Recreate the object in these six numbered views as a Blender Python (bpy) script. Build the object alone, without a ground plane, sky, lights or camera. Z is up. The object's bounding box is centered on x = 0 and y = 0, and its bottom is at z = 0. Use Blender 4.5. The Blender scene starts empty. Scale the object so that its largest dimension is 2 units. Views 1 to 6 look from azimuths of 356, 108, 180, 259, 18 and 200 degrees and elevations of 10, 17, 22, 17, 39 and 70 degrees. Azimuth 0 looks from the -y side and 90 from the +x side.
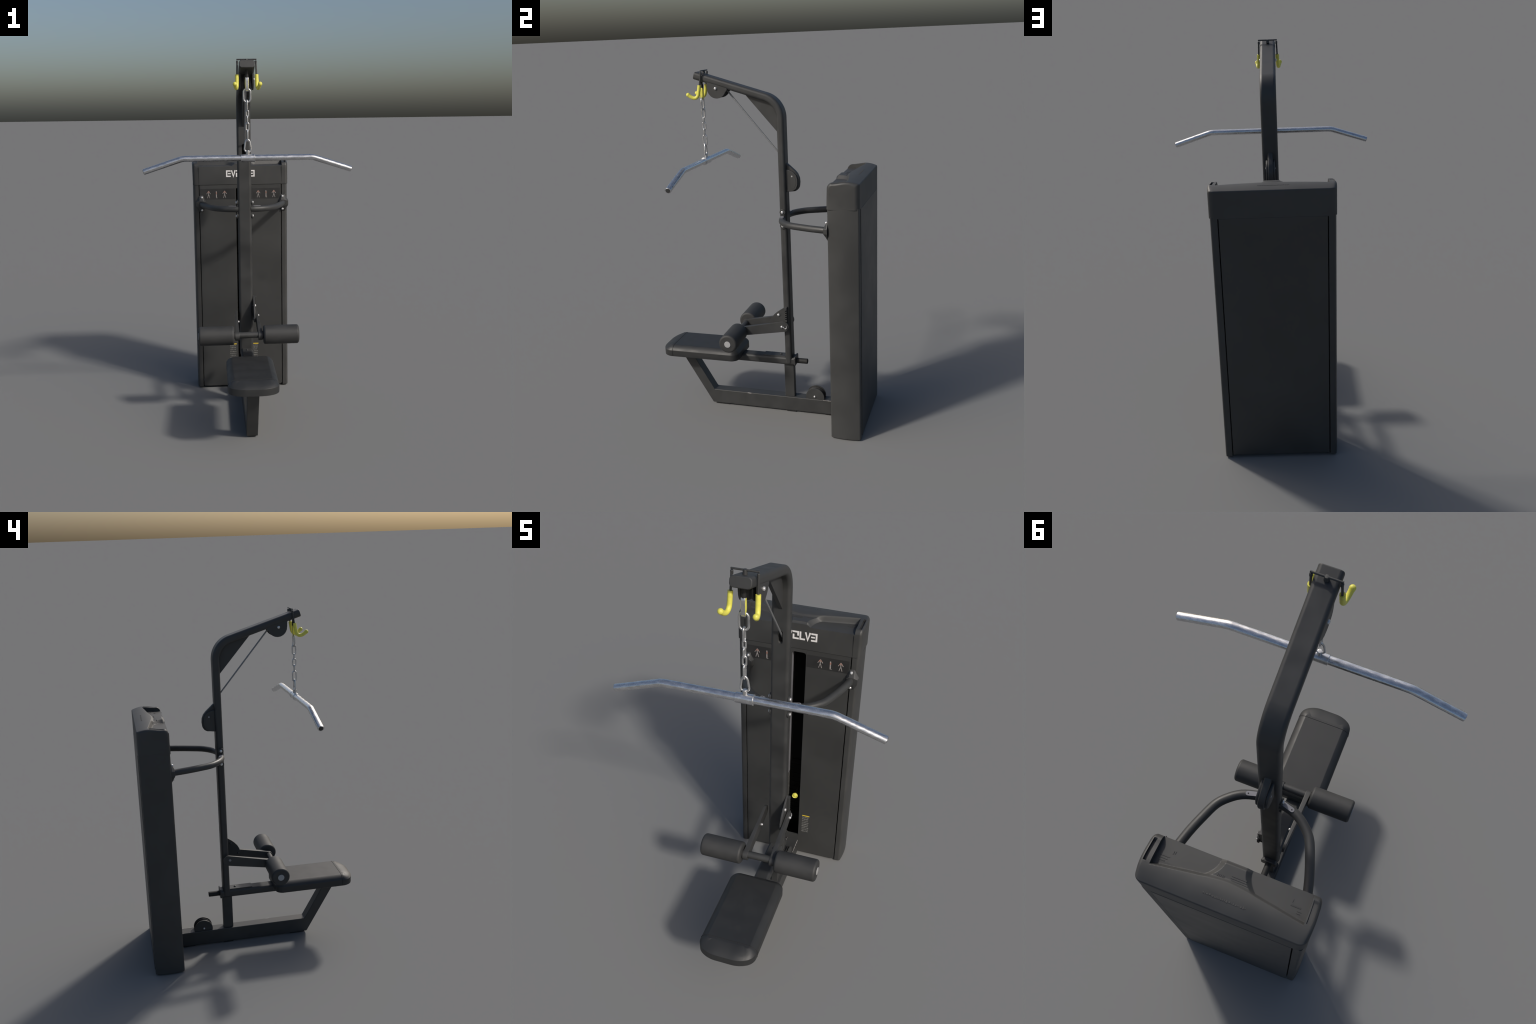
# Gym lat-pulldown machine: upright with overhead boom, weight tower, seat and thigh rollers.
import bpy, bmesh, math, random
from mathutils import Vector, Matrix
random.seed(7)
PI = math.pi

# ------------------------------------------------------------------ materials
def material(name, color, rough=0.5, metal=0.0, var=0.12, var_scale=14.0, rough_var=0.06,
             bump=0.0, bump_scale=400.0, spec=0.5, coat=0.0, stretch=(1, 1, 1), second=None):
    m = bpy.data.materials.new(name)
    m.use_nodes = True
    nt = m.node_tree
    b = nt.nodes["Principled BSDF"]
    tc = nt.nodes.new("ShaderNodeTexCoord")
    mp = nt.nodes.new("ShaderNodeMapping")
    mp.inputs["Scale"].default_value = stretch
    nt.links.new(tc.outputs["Object"], mp.inputs["Vector"])
    n = nt.nodes.new("ShaderNodeTexNoise")
    n.inputs["Scale"].default_value = var_scale
    n.inputs["Detail"].default_value = 5
    nt.links.new(mp.outputs["Vector"], n.inputs["Vector"])
    ramp = nt.nodes.new("ShaderNodeValToRGB")
    lo = tuple(c * (1 - var) for c in color)
    hi = second if second else tuple(min(1, c * (1 + var)) for c in color)
    ramp.color_ramp.elements[0].position = 0.35
    ramp.color_ramp.elements[1].position = 0.68
    ramp.color_ramp.elements[0].color = (*lo, 1)
    ramp.color_ramp.elements[1].color = (*hi, 1)
    nt.links.new(n.outputs["Fac"], ramp.inputs["Fac"])
    nt.links.new(ramp.outputs["Color"], b.inputs["Base Color"])
    mr = nt.nodes.new("ShaderNodeMapRange")
    mr.inputs["From Min"].default_value = 0.3
    mr.inputs["From Max"].default_value = 0.7
    mr.inputs["To Min"].default_value = max(0.02, rough - rough_var)
    mr.inputs["To Max"].default_value = min(1, rough + rough_var)
    nt.links.new(n.outputs["Fac"], mr.inputs["Value"])
    nt.links.new(mr.outputs["Result"], b.inputs["Roughness"])
    b.inputs["Metallic"].default_value = metal
    b.inputs["Specular IOR Level"].default_value = spec
    b.inputs["Coat Weight"].default_value = coat
    if bump > 0:
        n2 = nt.nodes.new("ShaderNodeTexNoise")
        n2.inputs["Scale"].default_value = bump_scale
        n2.inputs["Detail"].default_value = 3
        nt.links.new(mp.outputs["Vector"], n2.inputs["Vector"])
        bp = nt.nodes.new("ShaderNodeBump")
        bp.inputs["Strength"].default_value = bump
        bp.inputs["Distance"].default_value = 0.002
        nt.links.new(n2.outputs["Fac"], bp.inputs["Height"])
        nt.links.new(bp.outputs["Normal"], b.inputs["Normal"])
    return m

PAINT = material("black_powder_coat", (0.039, 0.0398, 0.0395), 0.50, bump=0.05, bump_scale=600)
PLASTIC = material("dark_grey_plastic", (0.044, 0.0445, 0.0435), 0.54, bump=0.04, bump_scale=500, var_scale=6)
PANEL = material("dark_panel", (0.043, 0.0435, 0.0425), 0.48, bump=0.02, var_scale=4)
VINYL = material("black_vinyl", (0.025, 0.026, 0.0265), 0.52, var=0.05, bump=0.10, bump_scale=260)
FOAM = material("black_foam", (0.034, 0.0345, 0.0345), 0.62, bump=0.12, bump_scale=350)
RUBBER = material("black_rubber", (0.012, 0.012, 0.012), 0.7)
INSIDE = material("tower_interior_black", (0.004, 0.004, 0.004), 0.8)
DECAL = material("black_decal", (0.024, 0.024, 0.024), 0.5, var_scale=30)
CHROME = material("worn_chrome", (0.68, 0.68, 0.69), 0.25, metal=0.94, var=0.10, var_scale=120, rough_var=0.10,
                  bump=0.045, bump_scale=220, stretch=(0.3, 1, 1))
STEEL = material("zinc_steel", (0.60, 0.60, 0.60), 0.32, metal=0.85, var=0.12, var_scale=60)
BOLT = material("bright_bolt", (0.72, 0.72, 0.72), 0.30, metal=0.6)
CABLE = material("steel_cable", (0.24, 0.245, 0.25), 0.42, metal=0.4, var=0.25, var_scale=300)
YELLOW = material("yellow_rubber", (0.75, 0.71, 0.115), 0.42, var=0.08, var_scale=60)
GOLD = material("yellow_print", (0.62, 0.45, 0.04), 0.5)
WHITE = material("white_print", (0.78, 0.76, 0.75), 0.5, var=0.05)
GREYTEXT = material("grey_print", (0.20, 0.20, 0.19), 0.5, var=0.45, var_scale=220)
FIGURE = material("figure_print", (0.30, 0.28, 0.27), 0.5, var=0.2, var_scale=150)
REDTINT = material("figure_print_red", (0.33, 0.17, 0.13), 0.5, var=0.2, var_scale=150)
CAPDISC = material("light_grey_cap", (0.36, 0.36, 0.36), 0.42, var=0.08)
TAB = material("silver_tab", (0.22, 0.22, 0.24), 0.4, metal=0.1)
CHIP = material("chipped_edge", (0.42, 0.40, 0.38), 0.6, var=0.4, var_scale=120)

# ------------------------------------------------------------------ helpers
root = bpy.data.objects.new("lat_pulldown_machine", None)
bpy.context.scene.collection.objects.link(root)
root["label"] = "black gym lat pulldown machine with chrome bar and seat"
root["category"] = "gym machine"

def finish(name, bm, mat, parent=None, angle=35, wn=True, stuff=False):
    bmesh.ops.recalc_face_normals(bm, faces=bm.faces[:])
    me = bpy.data.meshes.new(name)
    bm.to_mesh(me)
    bm.free()
    me.materials.append(mat)
    me.shade_smooth()
    me.set_sharp_from_angle(angle=math.radians(angle))
    ob = bpy.data.objects.new(name, me)
    bpy.context.scene.collection.objects.link(ob)
    ob.parent = parent or root
    if wn:
        w = ob.modifiers.new("wn", "WEIGHTED_NORMAL")
        w.keep_sharp = True
        w.weight = 90
    if stuff:
        ob["kind"] = "stuff"
    return ob

def duplicate(ob, matrix, parent=None):
    c = ob.copy()
    bpy.context.scene.collection.objects.link(c)
    c.parent = parent or ob.parent
    c.matrix_basis = matrix
    return c

def bevel(bm, off, seg=2, ang=25):
    ed = [e for e in bm.edges if len(e.link_faces) == 2 and e.calc_face_angle(0) > math.radians(ang)]
    if ed and off > 0:
        bmesh.ops.bevel(bm, geom=ed, offset=off, offset_type='OFFSET', segments=seg, profile=0.5,
                        affect='EDGES', clamp_overlap=True)

AX = {'x': lambda a, b, t: (t, a, b), 'y': lambda a, b, t: (a, t, b), 'z': lambda a, b, t: (a, b, t)}

def add_prism(bm, pts, axis, lo, hi):
    f = AX[axis]
    A = [bm.verts.new(f(p[0], p[1], lo)) for p in pts]
    B = [bm.verts.new(f(p[0], p[1], hi)) for p in pts]
    n = len(pts)
    bm.faces.new(A)
    bm.faces.new(B[::-1])
    for i in range(n):
        bm.faces.new((A[i], B[i], B[(i + 1) % n], A[(i + 1) % n]))

def prism(name, pts, axis, lo, hi, mat, bev=0.0, seg=2, parent=None, angle=35, stuff=False):
    bm = bmesh.new()
    add_prism(bm, pts, axis, lo, hi)
    bmesh.ops.recalc_face_normals(bm, faces=bm.faces[:])
    bevel(bm, bev, seg)
    return finish(name, bm, mat, parent, angle, stuff=stuff)

def rect(x0, x1, y0, y1):
    return [(x0, y0), (x1, y0), (x1, y1), (x0, y1)]

def round_poly(pts, radii, seg=8):
    out = []
    n = len(pts)
    for i in range(n):
        p = Vector(pts[i]); a = Vector(pts[i - 1]); b = Vector(pts[(i + 1) % n])
        r = radii[i] if isinstance(radii, (list, tuple)) else radii
        if r <= 0:
            out.append(tuple(p)); continue
        da, db = (a - p).normalized(), (b - p).normalized()
        half = da.angle(db) / 2
        t = min(r / math.tan(half), 0.49 * (a - p).length, 0.49 * (b - p).length)
        r = t * math.tan(half)
        c = p + (da + db).normalized() * (r / math.sin(half))
        s, e = p + da * t - c, p + db * t - c
        a0 = math.atan2(s.y, s.x); a1 = math.atan2(e.y, e.x)
        d = (a1 - a0 + PI) % (2 * PI) - PI
        for k in range(seg + 1):
            q = a0 + d * k / seg
            out.append((c.x + r * math.cos(q), c.y + r * math.sin(q)))
    return out

def circle(cx, cy, r, n=32):
    return [(cx + r * math.cos(2 * PI * i / n), cy + r * math.sin(2 * PI * i / n)) for i in range(n)]

def section_rr(w, h, r, seg=6):
    return round_poly(rect(-w / 2, w / 2, -h / 2, h / 2), r, seg)

def catmull(pts, per=10, closed=False):
    P = [Vector(p) for p in pts]
    n = len(P)
    out = []
    rng = n if closed else n - 1
    for i in range(rng):
        if closed:
            p0, p1, p2, p3 = P[i - 1], P[i], P[(i + 1) % n], P[(i + 2) % n]
        else:
            p0, p1, p2, p3 = P[max(i - 1, 0)], P[i], P[i + 1], P[min(i + 2, n - 1)]
        for k in range(per):
            t = k / per
            out.append(0.5 * ((2 * p1) + (p2 - p0) * t + (2 * p0 - 5 * p1 + 4 * p2 - p3) * t * t
                              + (3 * p1 - p0 - 3 * p2 + p3) * t ** 3))
    if not closed:
        out.append(P[-1])
    return out

def fillet_path(pts, radii, seg=14):
    """3D polyline with rounded corners"""
    P = [Vector(p) for p in pts]
    out = [P[0]]
    for i in range(1, len(P) - 1):
        p, a, b = P[i], P[i - 1], P[i + 1]
        da, db = (a - p).normalized(), (b - p).normalized()
        half = da.angle(db) / 2
        r = radii[i - 1]
        t = r / math.tan(half)
        c = p + (da + db).normalized() * (r / math.sin(half))
        s, e = p + da * t - c, p + db * t - c
        ang = s.angle(e)
        for k in range(seg + 1):
            f = k / seg
            out.append(c + (s * math.sin((1 - f) * ang) + e * math.sin(f * ang)) / math.sin(ang))
    out.append(P[-1])
    return out

def add_sweep(bm, path, sec, side=None, scale=None, closed=False, caps=True):
    """sweep section sec (a along side vector, b along the other) on path"""
    P = [Vector(p) for p in path]
    n = len(P)
    rings = []
    prev = None
    for i, p in enumerate(P):
        if closed:
            t = (P[(i + 1) % n] - P[i - 1]).normalized()
        else:
            t = (P[min(i + 1, n - 1)] - P[max(i - 1, 0)]).normalized()
        if side is not None:
            s = Vector(side)
        elif prev is None:
            s = Vector((1, 0, 0)) if abs(t.x) < 0.9 else Vector((0, 1, 0))
        else:
            s = prev
        s = (s - t * s.dot(t)).normalized()
        prev = s
        u = t.cross(s)
        k = scale(i / (n - 1)) if scale else 1.0
        rings.append([bm.verts.new(p + s * a * k + u * b * k) for a, b in sec])
    m = len(sec)
    for i in range(n if closed else n - 1):
        A, B = rings[i], rings[(i + 1) % n]
        for j in range(m):
            bm.faces.new((A[j], A[(j + 1) % m], B[(j + 1) % m], B[j]))
    if caps and not closed:
        bm.faces.new(rings[0][::-1])
        bm.faces.new(rings[-1])
    return rings

def sweep(name, path, sec, mat, side=None, scale=None, closed=False, parent=None, angle=35, endbev=0.0, wn=True):
    bm = bmesh.new()
    r = add_sweep(bm, path, sec, side, scale, closed)
    if endbev > 0 and not closed:
        for ring in (r[0], r[-1]):
            ed = [bm.edges.get((ring[j], ring[(j + 1) % len(ring)])) for j in range(len(ring))]
            bmesh.ops.bevel(bm, geom=[e for e in ed if e], offset=endbev, segments=3, profile=0.5, affect='EDGES')
    return finish(name, bm, mat, parent, angle, wn)

def add_lathe(bm, prof, origin, axis, n=32):
    """prof: (radius, distance along axis)"""
    a = Vector(axis).normalized()
    s = Vector((0, 0, 1)) if abs(a.z) < 0.9 else Vector((1, 0, 0))
    s = (s - a * s.dot(a)).normalized()
    u = a.cross(s)
    o = Vector(origin)
    rings = []
    for r, d in prof:
        if r < 1e-6:
            rings.append([bm.verts.new(o + a * d)])
        else:
            rings.append([bm.verts.new(o + a * d + (s * math.cos(2 * PI * i / n) + u * math.sin(2 * PI * i / n)) * r)
                          for i in range(n)])
    for A, B in zip(rings, rings[1:]):
        for i in range(n):
            j = (i + 1) % n
            if len(A) == 1 and len(B) == 1:
                continue
            if len(A) == 1:
                bm.faces.new((A[0], B[i], B[j]))
            elif len(B) == 1:
                bm.faces.new((A[i], A[j], B[0]))
            else:
                bm.faces.new((A[i], A[j], B[j], B[i]))
    if len(rings[0]) > 1:
        bm.faces.new(rings[0][::-1])
    if len(rings[-1]) > 1:
        bm.faces.new(rings[-1])

def lathe(name, prof, origin, axis, mat, n=32, parent=None, angle=35, wn=True):
    bm = bmesh.new()
    add_lathe(bm, prof, origin, axis, n)
    return finish(name, bm, mat, parent, angle, wn)

def rounded_rod(r, length, rr=0.003, k=4):
    """lathe profile of a cylinder with rounded rims"""
    p = [(0, 0)]
    for i in range(k + 1):
        q = PI / 2 * i / k
        p.append((r - rr + rr * math.sin(q), rr - rr * math.cos(q)))
    for i in range(k + 1):
        q = PI / 2 * i / k
        p.append((r - rr + rr * math.cos(q), length - rr + rr * math.sin(q)))
    p.append((0, length))
    return p

_bolt_mesh = {}
def bolt(pos, axis, r=0.008, h=0.006, parent=None, mat=None, washer=0.0, name="bolt"):
    """domed bolt head, optionally on a washer; repeats share mesh data"""
    key = (r, h, washer, (mat or BOLT).name)
    a = Vector(axis).normalized()
    rot = a.to_track_quat('Z', 'Y').to_matrix().to_4x4()
    M = Matrix.Translation(Vector(pos)) @ rot
    if key not in _bolt_mesh:
        prof = []
        if washer > 0:
            prof += [(washer, -0.001), (washer, 0.0015), (r * 1.05, 0.002)]
        prof += [(r, -0.001 if washer == 0 else 0.002), (r, h * 0.45)]
        for i in range(1, 6):
            q = PI / 2 * i / 5
            prof.append((r * math.cos(q) if i < 5 else 0, h * 0.45 + h * 0.55 * math.sin(q)))
        bm = bmesh.new()
        add_lathe(bm, prof, (0, 0, 0), (0, 0, 1), 20)
        ob = finish(name, bm, mat or BOLT, parent, 50, wn=False)
        ob.matrix_basis = M
        _bolt_mesh[key] = ob
        return ob
    c = duplicate(_bolt_mesh[key], M, parent or root)
    c.name = name
    return c

C8 = circle(0, 0, 1, 20)
def csec(r, n=20):
    return circle(0, 0, r, n)

# ------------------------------------------------------------------ base frame
HB = 0.0315                                   # half width of the base tubing
beam_z0, beam_z1 = 0.007, 0.0950
# floor beam and the strut leaning up to the seat, one mitred tube in side view
def strut_y(z): return -0.340 - 0.577 * (z - 0.007)
prism("base_beam", [(-0.3420, beam_z0), (0.470, beam_z0), (0.470, beam_z1), (-0.3285, beam_z1),
                    (strut_y(0.338) + 0.062, 0.338), (strut_y(0.338) - 0.0045, 0.338)], 'x', -HB, HB, PAINT, 0.004, 3)
for y0, y1, h in ((-0.325, -0.235, 0.026), (0.125, 0.185, 0.029), (0.36, 0.44, 0.026)):
    prism("floor_pad", rect(-h, h, y0, y1), 'z', 0.0, 0.009, RUBBER, 0.002)
# worn paint on the beam edges beside the tower
for s, y0, y1 in ((1, 0.353, 0.448), (-1, 0.43, 0.455)):
    prism("worn_edge", rect(s * 0.0305 - 0.0009, s * 0.0305 + 0.0009, y0, y1), 'z', beam_z1 - 0.0012, beam_z1 + 0.0004,
          CHIP, 0.0003)
prism("worn_edge", rect(HB - 0.0025, HB + 0.0003, -0.115, -0.092), 'z', beam_z1 - 0.0035, beam_z1 - 0.0008, CHIP, 0.0004)

prism("lower_post", rect(-0.018, 0.018, 0.119, 0.178), 'z', 0.09, 0.312, PAINT, 0.004, 3)

# seat rail: rounded tube from below the cushion to the rear of the upright
sweep("seat_rail", [(0, -0.50, 0.3265), (0, 0.187, 0.3265)], section_rr(0.072, 0.047, 0.014), PAINT, side=(1, 0, 0))
prism("rail_end_plate", round_poly(rect(-0.038, 0.038, 0.300, 0.356), 0.012), 'y', 0.184, 0.192, PAINT, 0.002)
plate = prism("rail_top_plate", round_poly([(-0.026, -0.006), (0.026, -0.006), (0.026, 0.137), (-0.026, 0.137)], 0.004),
              'z', 0.346, 0.3545, PAINT, 0.0015)
bolt((0.0, 0.097, 0.3545), (0, 0, 1), 0.0065, 0.006, plate, PAINT, name="plate_bolt")
lathe("rear_stub", rounded_rod(0.0155, 0.070, 0.004), (0, 0.189, 0.3225), (0, 1, 0), RUBBER, 24)

# ------------------------------------------------------------------ upright with overhead boom
CY = 0.152
sl = 0.306                                        # boom rise per metre towards the front
zc = 1.9728 - sl * (0.327 + CY)
L = math.hypot(1, sl)
bx = Vector((0, -1 / L, sl / L))
tip = Vector((0, -0.327, 1.9728))
path = fillet_path([(0, CY, 0.318), (0, CY, zc), tuple(tip)], [0.120], 18)
col = sweep("upright_boom", path, section_rr(0.080, 0.0405, 0.0145, 6), PAINT, side=(1, 0, 0), endbev=0.004)
# cable slot in the front of the upright, cut right into the wall
bm = bmesh.new()
add_prism(bm, round_poly(rect(-0.0115, 0.0115, 1.499, 1.563), 0.011), 'y', CY - 0.03, CY + 0.012)
cutter = finish("cutter", bm, INSIDE, wn=False)
col.modifiers.clear()
bo = col.modifiers.new("slot", "BOOLEAN")
bo.object = cutter
bo.operation = 'DIFFERENCE'
bo.solver = 'EXACT'
bpy.context.view_layer.update()
me2 = bpy.data.meshes.new_from_object(col.evaluated_get(bpy.context.evaluated_depsgraph_get()))
col.modifiers.clear()
col.data = me2
bpy.data.objects.remove(cutter)
w = col.modifiers.new("wn", "WEIGHTED_NORMAL"); w.keep_sharp = True; w.weight = 90
prism("slot_lining", round_poly(rect(-0.0113, 0.0113, 1.4993, 1.5627), 0.011), 'y', CY + 0.009, CY + 0.0115, INSIDE, 0)

# gusset plate in the elbow
gus = [(-0.060, 1.875), (-0.046, 1.8640), (0.1325, 1.657), (0.146, 1.650), (0.146, 1.76), (0.10, 1.825), (0.02, 1.862)]
prism("elbow_gusset", gus, 'x', -0.009, 0.008, PAINT, 0.0015)

# pulley housing under the boom: two D-shaped cheeks with a wheel between
def boom_z(y): return tip.z - sl * (y - tip.y)          # boom centre line
cheek = [(-0.2535, boom_z(-0.2535) - 0.012), (-0.2525, 1.905)]
for i in range(15):
    q = PI + 0.25 + (PI - 0.25 - 0.42) * i / 14
    cheek.append((-0.1985 + 0.0535 * math.cos(q), 1.9005 + 0.0525 * math.sin(q)))
cheek += [(-0.138, 1.893), (-0.138, boom_z(-0.138) - 0.012)]
pul = bpy.data.objects.new("overhead_pulley", None)
bpy.context.scene.collection.objects.link(pul)
pul.parent = root
for s in (-1, 1):
    prism("pulley_cheek", cheek, 'x', s * 0.0335 - 0.0045, s * 0.0335 + 0.0045, PAINT, 0.0015, parent=pul)
    bolt((s * 0.038, -0.203, 1.9015), (s, 0, 0), 0.0078, 0.008, pul)
lathe("pulley_wheel", [(0.010, -0.014), (0.047, -0.014), (0.047, -0.010), (0.040, 0), (0.047, 0.010), (0.047, 0.014), (0.010, 0.014)],
      (0, -0.198, 1.900), (1, 0, 0), RUBBER, 40, pul)
sweep("lifting_cable", [(0.0, -0.152, 1.890), (0.001, -0.143, 1.880), (0.004, 0.126, 1.556), (0.004, 0.150, 1.527)], csec(0.0043, 12), CABLE)

# pulley cover behind the upright
cov = [(0.160, 1.499), (0.1705, 1.498), (0.221, 1.452), (0.234, 1.436), (0.2430, 1.414), (0.2450, 1.390), (0.2415, 1.362),
       (0.231, 1.347), (0.216, 1.339), (0.160, 1.334)]
cover = prism("rear_pulley_cover", cov, 'x', -0.0125, 0.0125, PLASTIC, 0.006, 3)
chk = [(0.160, 1.462), (0.186, 1.460), (0.212, 1.449), (0.228, 1.432), (0.2360, 1.408), (0.2360, 1.378), (0.228, 1.355),
       (0.210, 1.342), (0.160, 1.335)]
for s in (-1, 1):
    prism("cover_cheek", chk, 'x', s * 0.0165 - 0.006, s * 0.0165 + 0.006, PLASTIC, 0.004, 3, cover)
    inner = [(0.197, 1.438), (0.212, 1.432), (0.223, 1.415), (0.2245, 1.38), (0.217, 1.360), (0.200, 1.353)]
    prism("cover_inset", inner, 'x', s * 0.0226 - 0.0008, s * 0.0226 + 0.0008, PANEL, 0.0005, parent=cover)
    bolt((s * 0.0232, 0.205, 1.424), (s, 0, 0), 0.0045, 0.002, cover, CAPDISC, name="cover_screw")

# ------------------------------------------------------------------ hook hanger on the boom end
HY = -0.280
hang = sweep("hook_hanger", [(-0.0505, HY, 1.9962), (0.0505, HY, 1.9962)], csec(0.0036, 12), PAINT, endbev=0.001)
lathe("hanger_boss", [(0.009, 0), (0.0078, 0.010), (0.0065, 0.017), (0, 0.018)], (0, HY, 1.982), (0, 0, 1), PAINT, 20, hang)
for s in (-1, 1):
    lathe("hanger_knuckle", rounded_rod(0.0055, 0.016, 0.003), (s * 0.0468, HY, 1.975), (0, 0, 1), PAINT, 16, hang)
    sweep("hook_rod", [(s * 0.0470, HY - 0.001, 1.988), (s * 0.0475, HY - 0.002, 1.975), (s * 0.0494, -0.2905, 1.912)], csec(0.0042, 12), PAINT, parent=hang)
    pts = catmull([(s * 0.0494, -0.2905, 1.921), (s * 0.0502, -0.2945, 1.895), (s * 0.0512, -0.2995, 1.870), (s * 0.0530, -0.309, 1.8565),
                   (s * 0.0555, -0.3235, 1.8535), (s * 0.0588, -0.339, 1.860), (s * 0.0622, -0.353, 1.8715)], 7)
    sweep("yellow_hook", pts, csec(0.0096, 16), YELLOW, parent=hang, scale=lambda t: 1.0 if t < 0.9 else 1.0 + 0.12 * (t - 0.9) / 0.1)
    bm = bmesh.new()
    bmesh.ops.create_uvsphere(bm, u_segments=16, v_segments=10, radius=0.0112,
                              matrix=Matrix.Translation((s * 0.0624, -0.3540, 1.8722)))
    finish("hook_tip", bm, YELLOW, hang, wn=False)

# ------------------------------------------------------------------ chain, top to bottom
KY = -0.2975
lathe("chain_swivel", [(0.0075, 0), (0.0085, 0.004), (0.0085, 0.022), (0.0065, 0.026), (0.0065, 0.05)], (0.0, KY + 0.001, 1.898), (0, 0, 1), RUBBER, 20)
def link_path(plane, width, z0, z1, wr, pear=0.0):
    h = (z1 - z0) / 2 - wr
    a = width / 2 - wr
    zm = (z0 + z1) / 2
    out = []
    n = 48
    st = h - a                                      # straight half-length
    for i in range(n):
        q = 2 * PI * i / n
        if st > 0:
            c, s_ = math.cos(q), math.sin(q)
            u = a * c
            v = a * s_ + (st if s_ > 1e-6 else (-st if s_ < -1e-6 else 0))
        else:
            u, v = a * math.cos(q), h * math.sin(q)
        if pear:
            u *= 1 - pear * (0.5 + 0.5 * v / h)
        out.append((u, KY, zm + v) if plane == 'x' else (0.0, KY + u, zm + v))
    return out
# spring shackle: yellow body, bright strap on its front
sh = sweep("chain_shackle", catmull([(0, KY, 1.9045), (0, KY, 1.900), (0, KY + 0.0005, 1.885), (0, KY, 1.865), (0, KY - 0.002, 1.850), (0, KY - 0.003, 1.842)], 5),
           section_rr(0.0195, 0.0165, 0.005, 4), YELLOW, side=(1, 0, 0), scale=lambda t: 0.72 + 0.28 * math.sin(PI * min(1, 0.15 + t * 0.75)))
sweep("shackle_strap", catmull([(0, KY - 0.0040, 1.9065), (0, KY - 0.0078, 1.898), (0, KY - 0.0088, 1.880), (0, KY - 0.0092, 1.862), (0, KY - 0.0085, 1.848), (0, KY - 0.004, 1.839)], 5),
      section_rr(0.0165, 0.0050, 0.0022, 4), STEEL, side=(1, 0, 0), parent=sh)
for plane, wd, z0, z1, wr, pear in (('x', 0.044, 1.7810, 1.8560, 0.0044, 0.0), ('y', 0.0265, 1.7385, 1.7985, 0.0038, 0),
                                    ('x', 0.0180, 1.7105, 1.7465, 0.0034, 0), ('y', 0.0255, 1.6740, 1.7200, 0.0036, 0),
                                    ('x', 0.0208, 1.6405, 1.6855, 0.0036, 0), ('y', 0.0280, 1.5860, 1.6500, 0.0038, 0),
                                    ('x', 0.0470, 1.5310, 1.6030, 0.0042, 0.5)):
    sweep("chain_link", link_path(plane, wd, z0, z1, wr, pear), csec(wr, 12), STEEL, closed=True, side=(0, 1, 0) if plane == 'x' else (1, 0, 0), wn=False)

# ------------------------------------------------------------------ pulldown bar
BY, BZ = -0.2980, 1.5050
bar = sweep("pulldown_bar", fillet_path([(-0.5340, BY, 1.4408), (-0.335, BY, BZ), (0.335, BY, BZ), (0.5340, BY, 1.4408)], [0.10, 0.10], 8),
            [(1.17 * a_, b_) for a_, b_ in csec(0.0152, 32)], CHROME, side=(0, 1, 0), endbev=0.0015)
dx = Vector((0.1975, 0, -0.0645)).normalized()
for s in (-1, 1):
    d = Vector((s * dx.x, 0, dx.z))
    lathe("bar_end_plug", rounded_rod(0.0122, 0.004, 0.001), Vector((s * 0.5340, BY, 1.4408)) - d * 0.0025, d, PAINT, 24, bar)
lathe("bar_sleeve", rounded_rod(0.0202, 0.072, 0.0015), (-0.036, BY, BZ - 0.001), (1, 0, 0), CHROME, 32, bar)
lathe("bar_sleeve_rim", rounded_rod(0.0212, 0.004, 0.001), (0.0315, BY, BZ - 0.001), (1, 0, 0), STEEL, 32, bar)
lathe("bar_eye_post", rounded_rod(0.0095, 0.030, 0.0025), (0.0, BY, 1.513), (0, 0, 1), STEEL, 24, bar)

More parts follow.
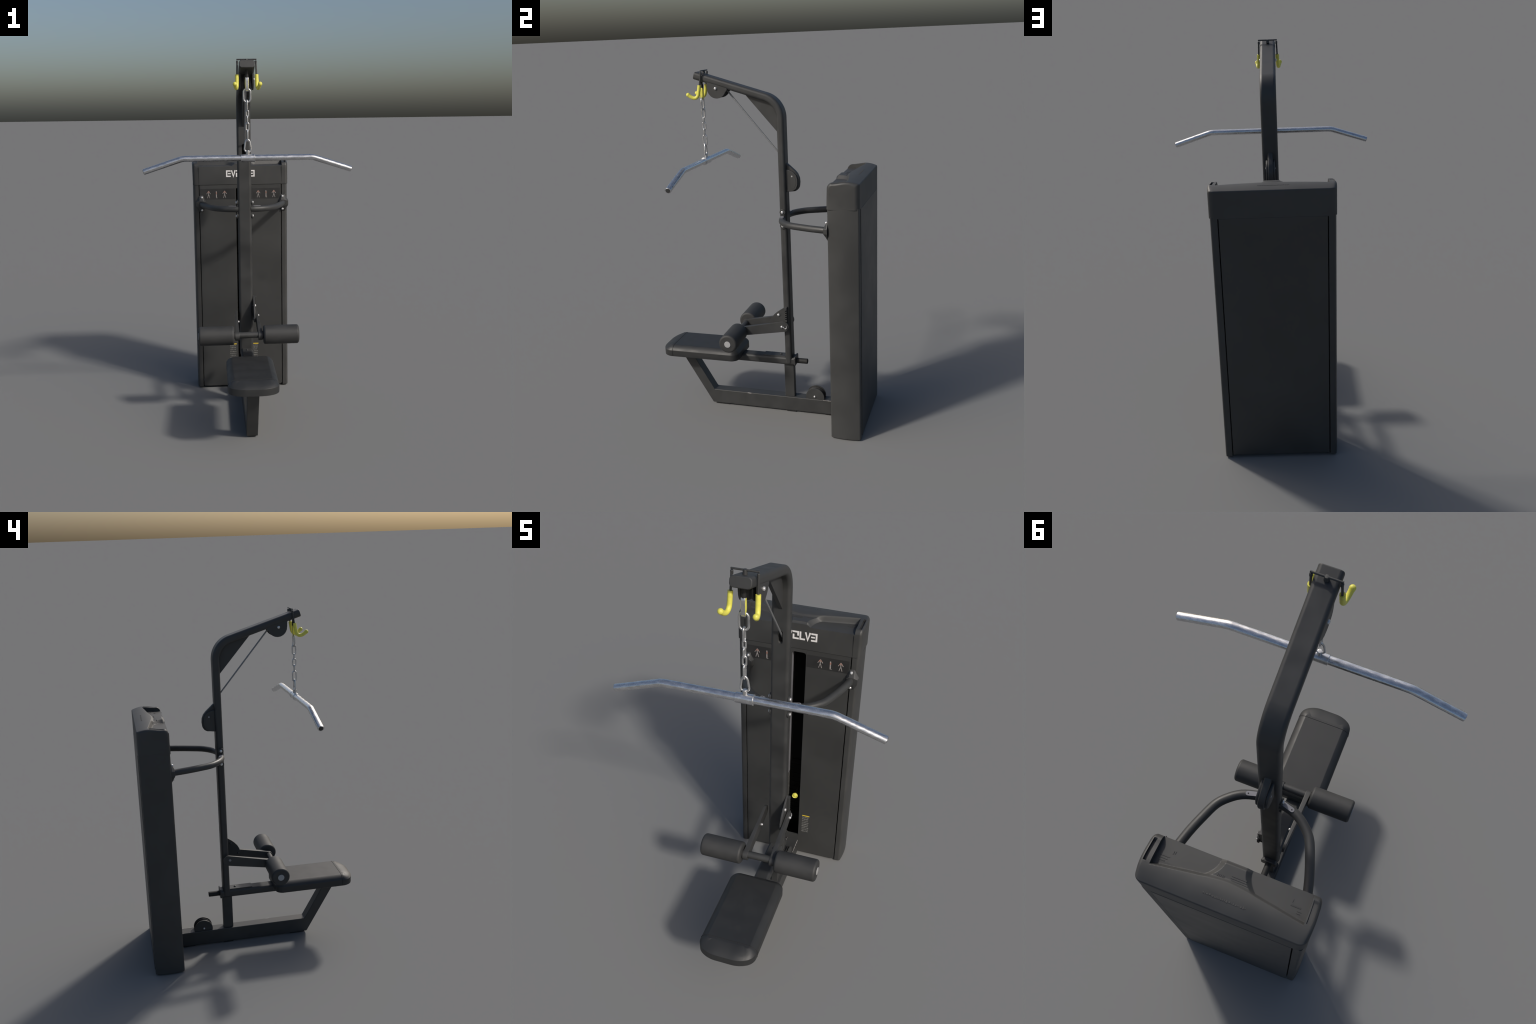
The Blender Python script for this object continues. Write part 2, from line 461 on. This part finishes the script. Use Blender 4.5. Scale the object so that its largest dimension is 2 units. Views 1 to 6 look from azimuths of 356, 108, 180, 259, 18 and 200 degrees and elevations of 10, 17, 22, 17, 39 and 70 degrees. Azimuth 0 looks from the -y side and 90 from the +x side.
# ------------------------------------------------------------------ brace tube from upright to tower
TZ = 1.188
for s in (-1, 1):
    pts = catmull([(s * 0.036, 0.150, TZ), (s * 0.062, 0.152, TZ), (s * 0.105, 0.166, TZ), (s * 0.144, 0.193, TZ), (s * 0.180, 0.234, TZ),
                   (s * 0.2075, 0.300, TZ), (s * 0.2300, 0.366, TZ), (s * 0.2480, 0.436, TZ)], 8)
    br = sweep("brace_tube", pts, csec(0.0178, 24), PAINT, side=(0, 0, 1))
    fl = round_poly(rect(0.1400, 0.1620, 1.140, 1.236), 0.010)
    prism("brace_flange", fl, 'x', min(s * 0.038, s * 0.0445), max(s * 0.038, s * 0.0445), PAINT, 0.0015, parent=br)
    for zb in (1.227, 1.149):
        lathe("brace_boss", rounded_rod(0.0168, 0.009, 0.002), (s * 0.037, 0.1505, zb), (s, 0, 0), PAINT, 28, br)
        bolt((s * 0.0460, 0.150, zb), (s, 0, 0), 0.0078, 0.0065, br, washer=0.0)
    # diamond flange on the tower
    c = Vector((s * 0.252, 0.4435, 1.189))
    base = [(-0.011, 0.052), (0.011, 0.052), (0.034, 0.014), (0.034, -0.014), (0.011, -0.052), (-0.011, -0.052), (-0.028, -0.014), (-0.028, 0.014)]
    nose = [(-0.012, 0.019), (0.012, 0.019), (0.030, 0.014), (0.030, -0.014), (0.012, -0.019), (-0.012, -0.019), (-0.022, -0.014), (-0.022, 0.014)]
    bm = bmesh.new()
    A = [bm.verts.new((c.x + s * p[0], 0.4335, c.z + p[1])) for p in nose]
    B = [bm.verts.new((c.x + s * p[0], 0.4520, c.z + p[1])) for p in base]
    D = [bm.verts.new((c.x + s * p[0], 0.4560, c.z + p[1])) for p in base]
    bm.faces.new(A); bm.faces.new(D[::-1])
    for i in range(8):
        j = (i + 1) % 8
        bm.faces.new((A[i], B[i], B[j], A[j]))
        bm.faces.new((B[i], D[i], D[j], B[j]))
    bmesh.ops.recalc_face_normals(bm, faces=bm.faces[:])
    bevel(bm, 0.002, 2)
    finish("tower_flange", bm, PAINT, br)
    for dz in (0.0395, -0.0385):
        bolt((c.x - s * 0.003, 0.4475, c.z + dz), (0, -1, 0), 0.0072, 0.010, br)
    # silver tab lying on the tube beside the upright
    tab = round_poly(rect(-0.026, 0.020, -0.0085, 0.0085), [0.001, 0.008, 0.008, 0.001], 5)
    bm = bmesh.new()
    add_prism(bm, tab, 'z', 0, 0.002)
    t = finish("silver_tab", bm, TAB, br)
    t.matrix_basis = Matrix.Translation((s * 0.074, 0.156, TZ + 0.0170)) @ Matrix.Rotation(math.radians(16 if s > 0 else 164), 4, 'Z')
    lathe("tab_hole", [(0.0025, 0), (0.0025, 0.0012), (0, 0.0013)], (s * 0.084, 0.159, TZ + 0.0186), (0, 0, 1), RUBBER, 12, br)

# ------------------------------------------------------------------ seat cushion
outline = round_poly([(-0.130, -0.134), (-0.130, -0.587), (-0.070, -0.6215), (0.070, -0.6215), (0.130, -0.587), (0.130, -0.134)],
                     [0.045, 0.075, 0.13, 0.13, 0.075, 0.045], 12)
def inset(poly, d):
    n = len(poly)
    out = []
    for i in range(n):
        p = Vector(poly[i]); a = Vector(poly[i - 1]); b = Vector(poly[(i + 1) % n])
        t = (b - a).normalized()
        nrm = Vector((-t.y, t.x))                   # inward for counter-clockwise
        k = 1.0 + 0.95 * max(0.0, nrm.y) ** 1.5
        out.append(p + nrm * d * k)
    return out
bm = bmesh.new()
rings = []
for zz, d in ((0.3372, 0.006), (0.3372, 0.003), (0.3400, 0.0), (0.3580, 0.0), (0.3745, 0.0), (0.3765, 0.0006), (0.3775, 0.0022), (0.3815, 0.0040), (0.3885, 0.0100),
              (0.3945, 0.0180), (0.3985, 0.0255), (0.4005, 0.0310), (0.4015, 0.0350)):
    rings.append([bm.verts.new((p[0], p[1], zz)) for p in inset(outline, d)])
n = len(outline)
for A, B in zip(rings, rings[1:]):
    for i in range(n):
        bm.faces.new((A[i], A[(i + 1) % n], B[(i + 1) % n], B[i]))
bm.faces.new(rings[0][::-1]); bm.faces.new(rings[-1])
seat = finish("seat_cushion", bm, VINYL, angle=50)
seam = [(-0.1302, -0.545, 0.3400), (-0.1302, -0.545, 0.375), (-0.126, -0.545, 0.3818), (-0.112, -0.545, 0.3948), (-0.098, -0.545, 0.4012),
        (0.098, -0.545, 0.4012), (0.112, -0.545, 0.3948), (0.126, -0.545, 0.3818), (0.1302, -0.545, 0.375), (0.1302, -0.545, 0.3400)]
sweep("seat_seam", seam, csec(0.0014, 8), RUBBER, parent=seat, side=(0, 1, 0))
prism("seat_pan", round_poly([(-0.10, -0.17), (-0.10, -0.56), (0.10, -0.56), (0.10, -0.17)], 0.03), 'z', 0.332, 0.339, RUBBER, 0)

# ------------------------------------------------------------------ thigh rollers on their lever
RY, RZ, RR = -0.130, 0.5135, 0.0530
axle = lathe("roller_axle", rounded_rod(0.0172, 0.50, 0.002), (-0.25, RY, RZ), (1, 0, 0), PAINT, 24)
for s in (-1, 1):
    lathe_prof = rounded_rod(RR, 0.198, 0.012, 6)
    ro = lathe("thigh_roller", lathe_prof, (s * 0.0815, RY, RZ), (s, 0, 0), FOAM, 48, angle=60)
    lathe("roller_end_cap", rounded_rod(0.0185, 0.008, 0.0015), (s * 0.2745, RY, RZ), (s, 0, 0), CAPDISC, 28, ro)
    lathe("roller_washer", rounded_rod(0.021, 0.006, 0.001), (s * 0.0765, RY, RZ), (s, 0, 0), RUBBER, 24, ro)
    # lever arm: tall flat bar with round ends, tapering in height and thickness
    yr, zr, rr = 0.136, 0.5555, 0.0315
    rf, zf = 0.0250, 0.5085
    prof = []
    for i in range(13):
        q = -PI / 2 + 0.15 + PI * i / 12
        prof.append((yr + rr * math.cos(q), zr + rr * math.sin(q)))
    for i in range(13):
        q = PI / 2 + 0.15 + PI * i / 12
        prof.append((RY + rf * math.cos(q), zf + rf * math.sin(q)))
    bm = bmesh.new()
    def xo(y, outer):
        t = (y - RY) / (yr - RY)
        return (0.0765 - 0.011 * t) if outer else (0.0530 + 0.0005 * t)
    A = [bm.verts.new((s * xo(y, False), y, z)) for y, z in prof]
    B = [bm.verts.new((s * xo(y, True), y, z)) for y, z in prof]
    bm.faces.new(A); bm.faces.new(B[::-1])
    for i in range(len(prof)):
        j = (i + 1) % len(prof)
        bm.faces.new((A[i], B[i], B[j], A[j]))
    bmesh.ops.recalc_face_normals(bm, faces=bm.faces[:])
    bevel(bm, 0.002, 2, 50)
    arm = finish("lever_arm", bm, PAINT)
    if s > 0:
        bolt((0.0675, 0.1285, 0.557), (1, 0, 0), 0.0068, 0.009, arm)
    else:
        bolt((-0.0650, 0.1285, 0.5585), (-1, 0, 0), 0.0078, 0.002, arm, CABLE)
    if s > 0:
        clip = catmull([(0.0675, 0.131, 0.557), (0.070, 0.139, 0.5545), (0.070, 0.147, 0.5465), (0.0695, 0.1545, 0.548), (0.069, 0.157, 0.556), (0.068, 0.1555, 0.562)], 6)
        sweep("spring_clip", clip, csec(0.0032, 10), STEEL, parent=arm)
bolt((-0.0520, 0.0567, 0.5411), (1, 0, 0), 0.0060, 0.008)
# pivot pin through the upright
lathe("lever_pivot", rounded_rod(0.009, 0.058, 0.002), (0.0, CY, 0.5575), (1, 0, 0), PAINT, 20)
# quadrant plate bolted on the upright, with latch teeth
sec = [(0.158, 0.541), (0.158, 0.6735), (0.146, 0.6710), (0.132, 0.6625), (0.118, 0.6530), (0.098, 0.6390), (0.080, 0.6230), (0.064, 0.6040),
       (0.0535, 0.5840), (0.0470, 0.5650), (0.0445, 0.5550), (0.0450, 0.5440), (0.0510, 0.5360), (0.0660, 0.5330)]
quad = prism("quadrant_plate", sec, 'x', 0.0412, 0.0500, PAINT, 0.0015)
for y, z in ((0.1062, 0.6225),):
    bolt((0.0500, y, z), (1, 0, 0), 0.0078, 0.007, quad)
for y, z in ((0.1045, 0.6215), (0.0607, 0.552)):
    bolt((0.0412, y, z), (-1, 0, 0), 0.0075, 0.006, quad, PAINT, name="plate_bolt")
teeth = [(0.1425, 0.585), (0.1425, 0.668), (0.158, 0.671)]
for i in range(5):
    zt = 0.655 - i * 0.0125
    teeth += [(0.158, zt), (0.149, zt - 0.0015), (0.149, zt - 0.006), (0.158, zt - 0.0075)]
teeth += [(0.158, 0.585)]
prism("latch_rack", teeth, 'x', 0.0500, 0.0620, PAINT, 0.0008, parent=quad)

# ------------------------------------------------------------------ floor pulley on the beam
fp = bpy.data.objects.new("floor_pulley", None)
bpy.context.scene.collection.objects.link(fp)
fp.parent = root
for s in (-1, 1):
    lathe("floor_pulley_cheek", rounded_rod(0.0555, 0.006, 0.0012), (s * 0.0215 - 0.003, 0.303, 0.1065), (1, 0, 0), PAINT, 44, fp)
    bolt((s * 0.0245, 0.301, 0.1105), (s, 0, 0), 0.0062, 0.007, fp)
lathe("floor_pulley_wheel", [(0.012, -0.013), (0.050, -0.013), (0.052, -0.011), (0.052, -0.008), (0.044, 0), (0.052, 0.008), (0.052, 0.011), (0.050, 0.013), (0.012, 0.013)],
      (0, 0.303, 0.1065), (1, 0, 0), RUBBER, 44, fp)

# ------------------------------------------------------------------ weight tower
TX0, TX1 = -0.2970, 0.2765
TY0, TY1 = 0.4540, 0.6205
GF0, GF1 = -0.2645, 0.2425          # front grooves between side shell and panels
GB0, GB1 = -0.2620, 0.2405          # rear grooves
TOP = 1.312
# side shells: channel sections with rounded outer corners
for x_out, gf, gb, s in ((TX0, GF0, GB0, -1), (TX1, GF1, GB1, 1)):
    g = 0.0022
    xf, xb = gf + s * g, gb + s * g
    pts = [(x_out, TY0), (xf, TY0), (xf, TY0 + 0.02), (xf + s * 0.010, TY0 + 0.02), (xf + s * 0.010, TY1 - 0.02),
           (xb, TY1 - 0.02), (xb, TY1), (x_out, TY1)]
    pts = round_poly(pts, [0.012, 0.002, 0, 0, 0, 0, 0.002, 0.010], 5)
    # bow the outer wall: it swells towards mid depth
    ya, yb = min(p[1] for p in pts) + 0.012, max(p[1] for p in pts) - 0.010
    bow = [(x_out + s * 0.0068 * (1 - (2 * k / 12 - 1) ** 2), yb + (ya - yb) * k / 12) for k in range(1, 12)]
    pts = pts + bow
    shell = prism("tower_side_shell", pts, 'z', 0.006, TOP, PLASTIC, 0)
    prism("tower_foot", rect(min(x_out + s * -0.006, x_out - s * 0.03), max(x_out - s * 0.006, x_out - s * 0.03), TY0 + 0.01, TY0 + 0.05), 'z', 0, 0.0075, RUBBER, 0.001, parent=shell)
    prism("tower_foot", rect(min(x_out + s * -0.006, x_out - s * 0.03), max(x_out - s * 0.006, x_out - s * 0.03), TY1 - 0.05, TY1 - 0.01), 'z', 0, 0.0075, RUBBER, 0.001, parent=shell)
# dark liners behind the grooves, and the black interior
prism("tower_liner", rect(-0.262, -0.046, 0.02, TOP), 'y', 0.4660, 0.4690, INSIDE)
prism("tower_liner", rect(0.038, 0.240, 0.02, TOP), 'y', 0.4660, 0.4690, INSIDE)
prism("tower_back_liner", rect(-0.266, 0.244, 0.02, TOP), 'y', 0.6020, 0.6050, INSIDE)
prism("tower_liner", rect(0.466, 0.603, 0.02, TOP), 'x', 0.058, 0.061, INSIDE)
prism("tower_floor_plate", rect(-0.24, 0.22, 0.470, 0.602), 'z', 0.012, 0.030, INSIDE)
# front panels left and right of the weight slot, with a bridge above it
SX0, SX1, SZ0, SZ1 = -0.0385, 0.0305, 0.1345, 1.2865
fx0, fx1 = GF0 + 0.0022, GF1 - 0.0022
fz0, fz1 = 0.0105, 1.3035
fp_pts = [(fx0, fz0), (SX0, fz0), (SX0, fz1), (fx0, fz1)]
left = prism("front_panel", round_poly(fp_pts, [0.012, 0.0, 0.0, 0.002], 5), 'y', 0.4527, 0.4610, PANEL, 0.001)
right = prism("front_panel", round_poly([(SX1, fz0), (fx1, fz0), (fx1, fz1), (SX1, fz1)], [0, 0.012, 0.002, 0.0], 5), 'y', 0.4527, 0.4610, PANEL, 0.001)
arch = [(SX0, fz1)] + [(SX0, SZ1 - 0.014)]
for i in range(6):
    q = PI - PI / 2 * i / 5
    arch.append((SX0 + 0.014 + 0.014 * math.cos(q), SZ1 - 0.014 + 0.014 * math.sin(q)))
for i in range(6):
    q = PI / 2 - PI / 2 * i / 5
    arch.append((SX1 - 0.014 + 0.014 * math.cos(q), SZ1 - 0.014 + 0.014 * math.sin(q)))
arch += [(SX1, fz1)]
prism("slot_header", arch, 'y', 0.4527, 0.4610, PANEL, 0)
sill = [(SX0, 0.096)] + [(SX0, SZ0 + 0.014)]
for i in range(6):
    q = PI + PI / 2 * i / 5
    sill.append((SX0 + 0.014 + 0.014 * math.cos(q), SZ0 + 0.014 + 0.014 * math.sin(q)))
sill += [(SX1, SZ0), (SX1, 0.096)]
prism("slot_sill", sill, 'y', 0.4531, 0.4610, PANEL, 0)
prism("back_panel", rect(GB0 + 0.0022, GB1 - 0.0022, 0.018, 1.306), 'y', 0.612, 0.6232, PANEL, 0.0015)
# weight stack, guide rods and selector pin seen through the slot
stack = bpy.data.objects.new("weight_stack", None)
bpy.context.scene.collection.objects.link(stack)
stack.parent = root
wp = prism("weight_plate", rect(-0.20, 0.18, 0.590, 0.6015), 'z', 0.060, 0.0885, INSIDE, 0.002, parent=stack)
for i in range(1, 16):
    duplicate(wp, Matrix.Translation((0, 0, 0.0305 * i)), stack)
for x in (-0.060, 0.050):
    lathe("guide_rod", rounded_rod(0.0068, 0.755, 0.001), (x, 0.580, 0.548), (0, 0, 1), INSIDE, 16, stack)
lathe("selector_shaft", rounded_rod(0.005, 0.09, 0.001), (0.002, 0.455, 0.408), (0, 1, 0), RUBBER, 14, stack)
lathe("selector_knob", [(0, 0), (0.005, 0.0005), (0.0065, 0.0035), (0.0090, 0.0045), (0.0125, 0.001), (0.0150, 0.003), (0.0155, 0.007), (0.0150, 0.011), (0.010, 0.013), (0.008, 0.02)],
      (0.002, 0.452, 0.4085), (0, 1, 0), YELLOW, 28, stack, angle=50)
# left slot flange: grey lightened for sunlight above, dark for shadow below, with print
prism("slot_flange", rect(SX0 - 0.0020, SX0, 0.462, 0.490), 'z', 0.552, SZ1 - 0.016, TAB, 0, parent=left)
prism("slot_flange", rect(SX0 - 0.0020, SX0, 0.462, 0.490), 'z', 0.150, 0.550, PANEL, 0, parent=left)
bm = bmesh.new()
for i in range(11):
    z0 = 0.535 - 0.0135 * i
    y = 0.466
    while y < 0.484:
        wd = random.uniform(0.002, 0.006)
        add_prism(bm, rect(y, y + wd, z0, z0 + random.uniform(0.002, 0.006)), 'x', SX0 - 0.0005, SX0 + 0.0005)
        y += wd + random.uniform(0.002, 0.005)
finish("weight_print", bm, GREYTEXT, left, wn=False, stuff=True)

# ------------------------------------------------------------------ moulded tower cap
CX0, CX1 = -0.3005, 0.2800
CXM = -0.0088                                   # middle of the moulded relief
def smooth(a, b, v):
    t = max(0.0, min(1.0, (v - a) / (b - a)))
    return t * t * (3 - 2 * t)
def crown(y):                                     # outer crown of the cap
    if y < 0.478:
        t = (0.478 - y) / 0.024
        return 1.4400 - 0.030 * (1 - math.sqrt(max(0.0, 1 - min(1, t) ** 2)))
    if y < 0.556:
        return 1.4400 + 0.0085 * smooth(0.478, 0.556, y)
    t = (y - 0.556) / 0.062
    return 1.4485 - 0.0115 * min(1, t) ** 2
def ridge_y(x):                                   # front line of the rear ridge
    d = abs(x - CXM)
    return 0.5175 + 0.0365 * (math.sqrt(d * d + 0.0016) - 0.04) / 0.225
def cap_z(x, y):
    z = crown(y)
    d = abs(x - CXM)
    if -0.270 < x < 0.2465:
        yr = ridge_y(x)
        t = max(0.0, min(1.0, (y - 0.456) / 0.076))
        edge = 0.0350 + 0.046 * t ** 2.2          # upper rim of the scoop beside the plateau
        floor = 1.4180 + 0.0036 * t
        plate = 1.4290 + 0.0085 * smooth(0.455, 0.468, y)
        k = max(0.0, min(1.0, (d - edge) / 0.019))
        inner = plate + (floor - plate) * k
        w = smooth(yr - 0.007, yr + 0.008, y)
        z = inner + (z - inner) * w
    else:                                          # side lips with a groove along their top
        for a, b, dep in ((0.2590, 0.2690, 0.011), (-0.2905, -0.2750, 0.0032)):
            if a < x < b and 0.472 < y < 0.553:
                z -= dep * min(1.0, (y - 0.472) / 0.012)
    return z
R = 0.013
xs = []
for i in range(7):
    q = PI / 2 * i / 6
    xs.append((CX0 + R * (1 - math.sin(q)) if False else CX0 + R * (1 - math.cos(q)), R * (1 - math.sin(q))))
N = 260
for i in range(1, N):
    xs.append((CX0 + R + (CX1 - CX0 - 2 * R) * i / N, 0.0))
for i in range(7):
    q = PI / 2 * (1 - i / 6)
    xs.append((CX1 - R * (1 - math.cos(q)), R * (1 - math.sin(q))))
# extra columns exactly at the steep lip walls keep them crisp
for xe in (0.2465, -0.270, 0.2590, 0.2690, -0.2905, -0.2750):
    for e in (-0.0004, 0.0004):
        xs.append((xe + e, 0.0 if CX0 + R < xe + e < CX1 - R else R - math.sqrt(max(0, R * R - (R - min(xe + e - CX0, CX1 - xe - e)) ** 2))))
xs.sort()
ys = [0.4550 + 0.0004 * i for i in range(5)] + [0.4570 + (0.616 - 0.4570) * i / 84 for i in range(1, 85)]
ys += [0.553 - 0.0003, 0.553 + 0.0003]
ys.sort()
bm = bmesh.new()
rings = []
for x, ins in xs:
    prof = []
    z_front = cap_z(x, ys[0]) - ins
    for k in range(7):                             # front face leans back a little
        t = k / 7
        prof.append((0.4510 + 0.0040 * t ** 1.5 + ins, 1.3055 + (z_front - 0.001 - 1.3055) * t))
    ym = (ys[0] + ys[-1]) / 2
    for y in ys:
        yy = ym + (y - ym) * (1 - 2 * ins / (ys[-1] - ys[0]))
        prof.append((yy, cap_z(x, y) - ins))
    zb = cap_z(x, ys[-1]) - ins
    for k in range(1, 6):                          # rounded rear rim
        q = PI / 2 * k / 5
        prof.append((0.616 - ins + 0.006 * math.sin(q), zb - 0.008 * (1 - math.cos(q))))
    for k in range(1, 7):
        prof.append((0.622 - ins, zb - 0.008 + (1.3055 - zb + 0.008) * k / 6))
    end = smooth(0.235, 0.285, abs(x - (CX0 + CX1) / 2)) * (1 if x > 0 else -1)
    edge_d = min(x - CX0, CX1 - x)                  # rear corners are rounded wider in plan
    rear = 0.026 - math.sqrt(max(0.0, 0.026 ** 2 - max(0.0, 0.026 - edge_d) ** 2)) - ins if edge_d < 0.026 else 0.0
    prof = [(y - max(0.0, rear) * smooth(0.555, 0.612, y), z) for y, z in prof]
    rings.append([bm.verts.new((x + end * 0.0060 * max(0.0, 1 - ((y - 0.540) / 0.086) ** 2), y, z)) for y, z in prof])
m = len(rings[0])
for A, B in zip(rings, rings[1:]):
    for j in range(m):
        bm.faces.new((A[j], A[(j + 1) % m], B[(j + 1) % m], B[j]))
bm.faces.new(rings[0]); bm.faces.new(rings[-1][::-1])
cap = finish("tower_cap", bm, PLASTIC, angle=24, wn=False)
# vertical joint lines on the cap front
for x in (-0.2655, 0.2445):
    prism("cap_joint_line", rect(x - 0.0006, x + 0.0006, 1.306, 1.412), 'y', 0.4508, 0.4560, RUBBER, 0, parent=cap)

# faint raised lettering on the cap top (too worn to read): rows of short strokes
bm = bmesh.new()
def raised(x0, x1, y0, y1, h=0.0012):
    zc_ = cap_z((x0 + x1) / 2, (y0 + y1) / 2)
    add_prism(bm, rect(x0, x1, y0, y1), 'z', zc_ - 0.004, zc_ + h)
x = 0.056
while x > -0.086:
    wd = random.uniform(0.0025, 0.006)
    raised(x - wd, x, 0.575 + random.uniform(0, 0.003), 0.584 - random.uniform(0, 0.003), 0.0008)
    x -= wd + random.uniform(0.0015, 0.005)
for k in range(5):
    raised(0.038 - 0.0055 * k - 0.003, 0.038 - 0.0055 * k, 0.506, 0.514)
for k, (xa, xb) in enumerate(((-0.008, -0.058), (-0.006, -0.060), (-0.010, -0.066))):
    raised(min(xa, xb), max(xa, xb), 0.496 + 0.007 * k, 0.4995 + 0.007 * k)
for k, xl in enumerate((0.036, 0.030, 0.024)):
    raised(0.238 - xl, 0.238, 0.512 + 0.008 * k, 0.515 + 0.008 * k)
raised(0.196, 0.199, 0.489, 0.500); raised(0.190, 0.193, 0.489, 0.498)
raised(-0.216, -0.213, 0.492, 0.502)
for k in range(6):
    raised(-0.212 - 0.006 * k - 0.004, -0.212 - 0.006 * k, 0.509, 0.514)
raised(-0.252, -0.238, 0.522, 0.5245); raised(-0.250, -0.238, 0.529, 0.5315)
finish("raised_lettering", bm, PLASTIC, cap, wn=False, stuff=True)

# ------------------------------------------------------------------ white lettering on the cap front
def stroke(bm, pts, wd, y0, y1, closed=False):
    """flat mitred ribbon along 2D points (x, z)"""
    P = [Vector(p) for p in pts]
    n = len(P)
    Lp, Rp = [], []
    for i in range(n):
        if i == 0:
            d = (P[1] - P[0]).normalized(); k = 1
            nn = Vector((-d.y, d.x))
        elif i == n - 1:
            d = (P[-1] - P[-2]).normalized(); k = 1
            nn = Vector((-d.y, d.x))
        else:
            a = (P[i] - P[i - 1]).normalized(); b = (P[i + 1] - P[i]).normalized()
            na, nb = Vector((-a.y, a.x)), Vector((-b.y, b.x))
            nn = (na + nb).normalized()
            k = 1 / max(0.5, nn.dot(na))
        Lp.append(P[i] + nn * wd / 2 * k); Rp.append(P[i] - nn * wd / 2 * k)
    def yface(z):                                  # the cap front leans
        t = (z - 1.3055) / (1.417 - 1.3055)
        return 0.4510 + 0.0040 * max(0, t) ** 1.5 if y0 is None else y0
    for i in range(n - 1):
        q = [Lp[i], Lp[i + 1], Rp[i + 1], Rp[i]]
        F = [bm.verts.new((v.x, yface(v.y) - 0.0010, v.y)) for v in q]
        B = [bm.verts.new((v.x, yface(v.y) + 0.0010, v.y)) for v in q]
        bm.faces.new(F); bm.faces.new(B[::-1])
        for a in range(4):
            bm.faces.new((F[a], B[a], B[(a + 1) % 4], F[(a + 1) % 4]))
LZ0, LZ1, SW = 1.3520, 1.3925, 0.0078
zt, zb, zm = LZ1 - SW / 2, LZ0 + SW / 2, (LZ0 + LZ1) / 2
def letter(kind, x0, wd):
    bm = bmesh.new()
    a, b = x0 + SW / 2, x0 + wd
    if kind == 'E':
        stroke(bm, [(b, zt), (a, zt), (a, zb), (b, zb)], SW, None, None)
        stroke(bm, [(a + 0.0075, zm), (b, zm)], SW * 0.85, None, None)
    elif kind == 'e':                              # mirrored E
        a, b = x0, x0 + wd - SW / 2
        stroke(bm, [(a, zt), (b, zt), (b, zb), (a, zb)], SW, None, None)
        stroke(bm, [(b - 0.0075, zm), (a, zm)], SW * 0.85, None, None)
    elif kind == 'V':
        m_ = x0 + wd / 2
        stroke(bm, [(x0 + SW * 0.45, LZ1), (m_, LZ0 + 0.003), (x0 + wd - SW * 0.45, LZ1)], SW, None, None)
    elif kind == 'L':
        stroke(bm, [(a, LZ1), (a, zb), (b, zb)], SW, None, None)
    elif kind == 'O':                              # square O split in two hooks
        r = x0 + wd - SW / 2
        stroke(bm, [(x0, zt), (r, zt), (r, zm - 0.002)], SW, None, None)
        stroke(bm, [(a, zm + 0.004), (a, zb), (x0 + wd, zb)], SW, None, None)
    finish("letter", bm, WHITE, cap, wn=False)
for kind, x0, wd in (('E', -0.0970, 0.0285), ('V', -0.0665, 0.0285), ('O', -0.0365, 0.0290), ('L', -0.0045, 0.0260), ('V', 0.0200, 0.0285), ('e', 0.0500, 0.0290)):
    letter(kind, x0, wd)

# ------------------------------------------------------------------ printed decals on the front panels
for p, x0, x1 in ((left, fx0 + 0.003, SX0 - 0.003), (right, SX1 + 0.004, fx1 - 0.006)):
    prism("decal_band", rect(x0, x1, 1.216, 1.281), 'y', 0.4520, 0.4532, DECAL, 0, parent=p)
def figure(cx, p, side_view=False):
    bm = bmesh.new(); br = bmesh.new()
    z0 = 1.2235
    if side_view:
        stroke(bm, [(cx, z0), (cx - 0.0005, z0 + 0.042)], 0.0055, 0.4519, 0)
        stroke(bm, [(cx - 0.002, z0 + 0.001), (cx + 0.006, z0 + 0.001)], 0.003, 0.4519, 0)
        stroke(br, [(cx, z0 + 0.026), (cx, z0 + 0.036)], 0.0060, 0.4514, 0)
    else:
        stroke(bm, [(cx, z0 + 0.016), (cx, z0 + 0.044)], 0.0042, 0.4519, 0)
        for s in (-1, 1):
            stroke(bm, [(cx + s * 0.0005, z0 + 0.043), (cx + s * 0.0120, z0 + 0.0255)], 0.0032, 0.4517, 0)
            stroke(bm, [(cx + s * 0.0005, z0 + 0.023), (cx + s * 0.0072, z0)], 0.0030, 0.4518, 0)
            stroke(br, [(cx + s * 0.0005, z0 + 0.042), (cx + s * 0.0070, z0 + 0.0320)], 0.0036, 0.4513, 0)
    f = finish("exercise_figure", bm, FIGURE, p, wn=False)
    finish("figure_highlight", br, REDTINT, p, wn=False, stuff=True)
for cx, p, sv in ((-0.2065, left, False), (-0.1587, left, True), (-0.1080, left, False), (0.0995, right, False), (0.1478, right, True), (0.1962, right, False)):
    figure(cx, p, sv)
# instruction stickers near the floor: yellow bar and rows of worn print
for p, x0, x1 in ((left, -0.0905, -0.0490), (right, 0.0500, 0.0900)):
    prism("sticker_bar", rect(x0, x1, 0.2825, 0.2885), 'y', 0.4519, 0.4532, GOLD, 0, parent=p)
    bm = bmesh.new()
    for row in range(9):
        zr_ = 0.274 - row * 0.0128
        x = x0
        while x < x1 - 0.006:
            wd = random.uniform(0.0015, 0.0045)
            add_prism(bm, rect(x, x + wd, zr_ - random.uniform(0.003, 0.0042), zr_ + random.uniform(0.002, 0.0038)), 'y', 0.4522, 0.4532)
            x += wd + random.uniform(0.0012, 0.0028)
    finish("sticker_print", bm, GREYTEXT, p, wn=False, stuff=True)
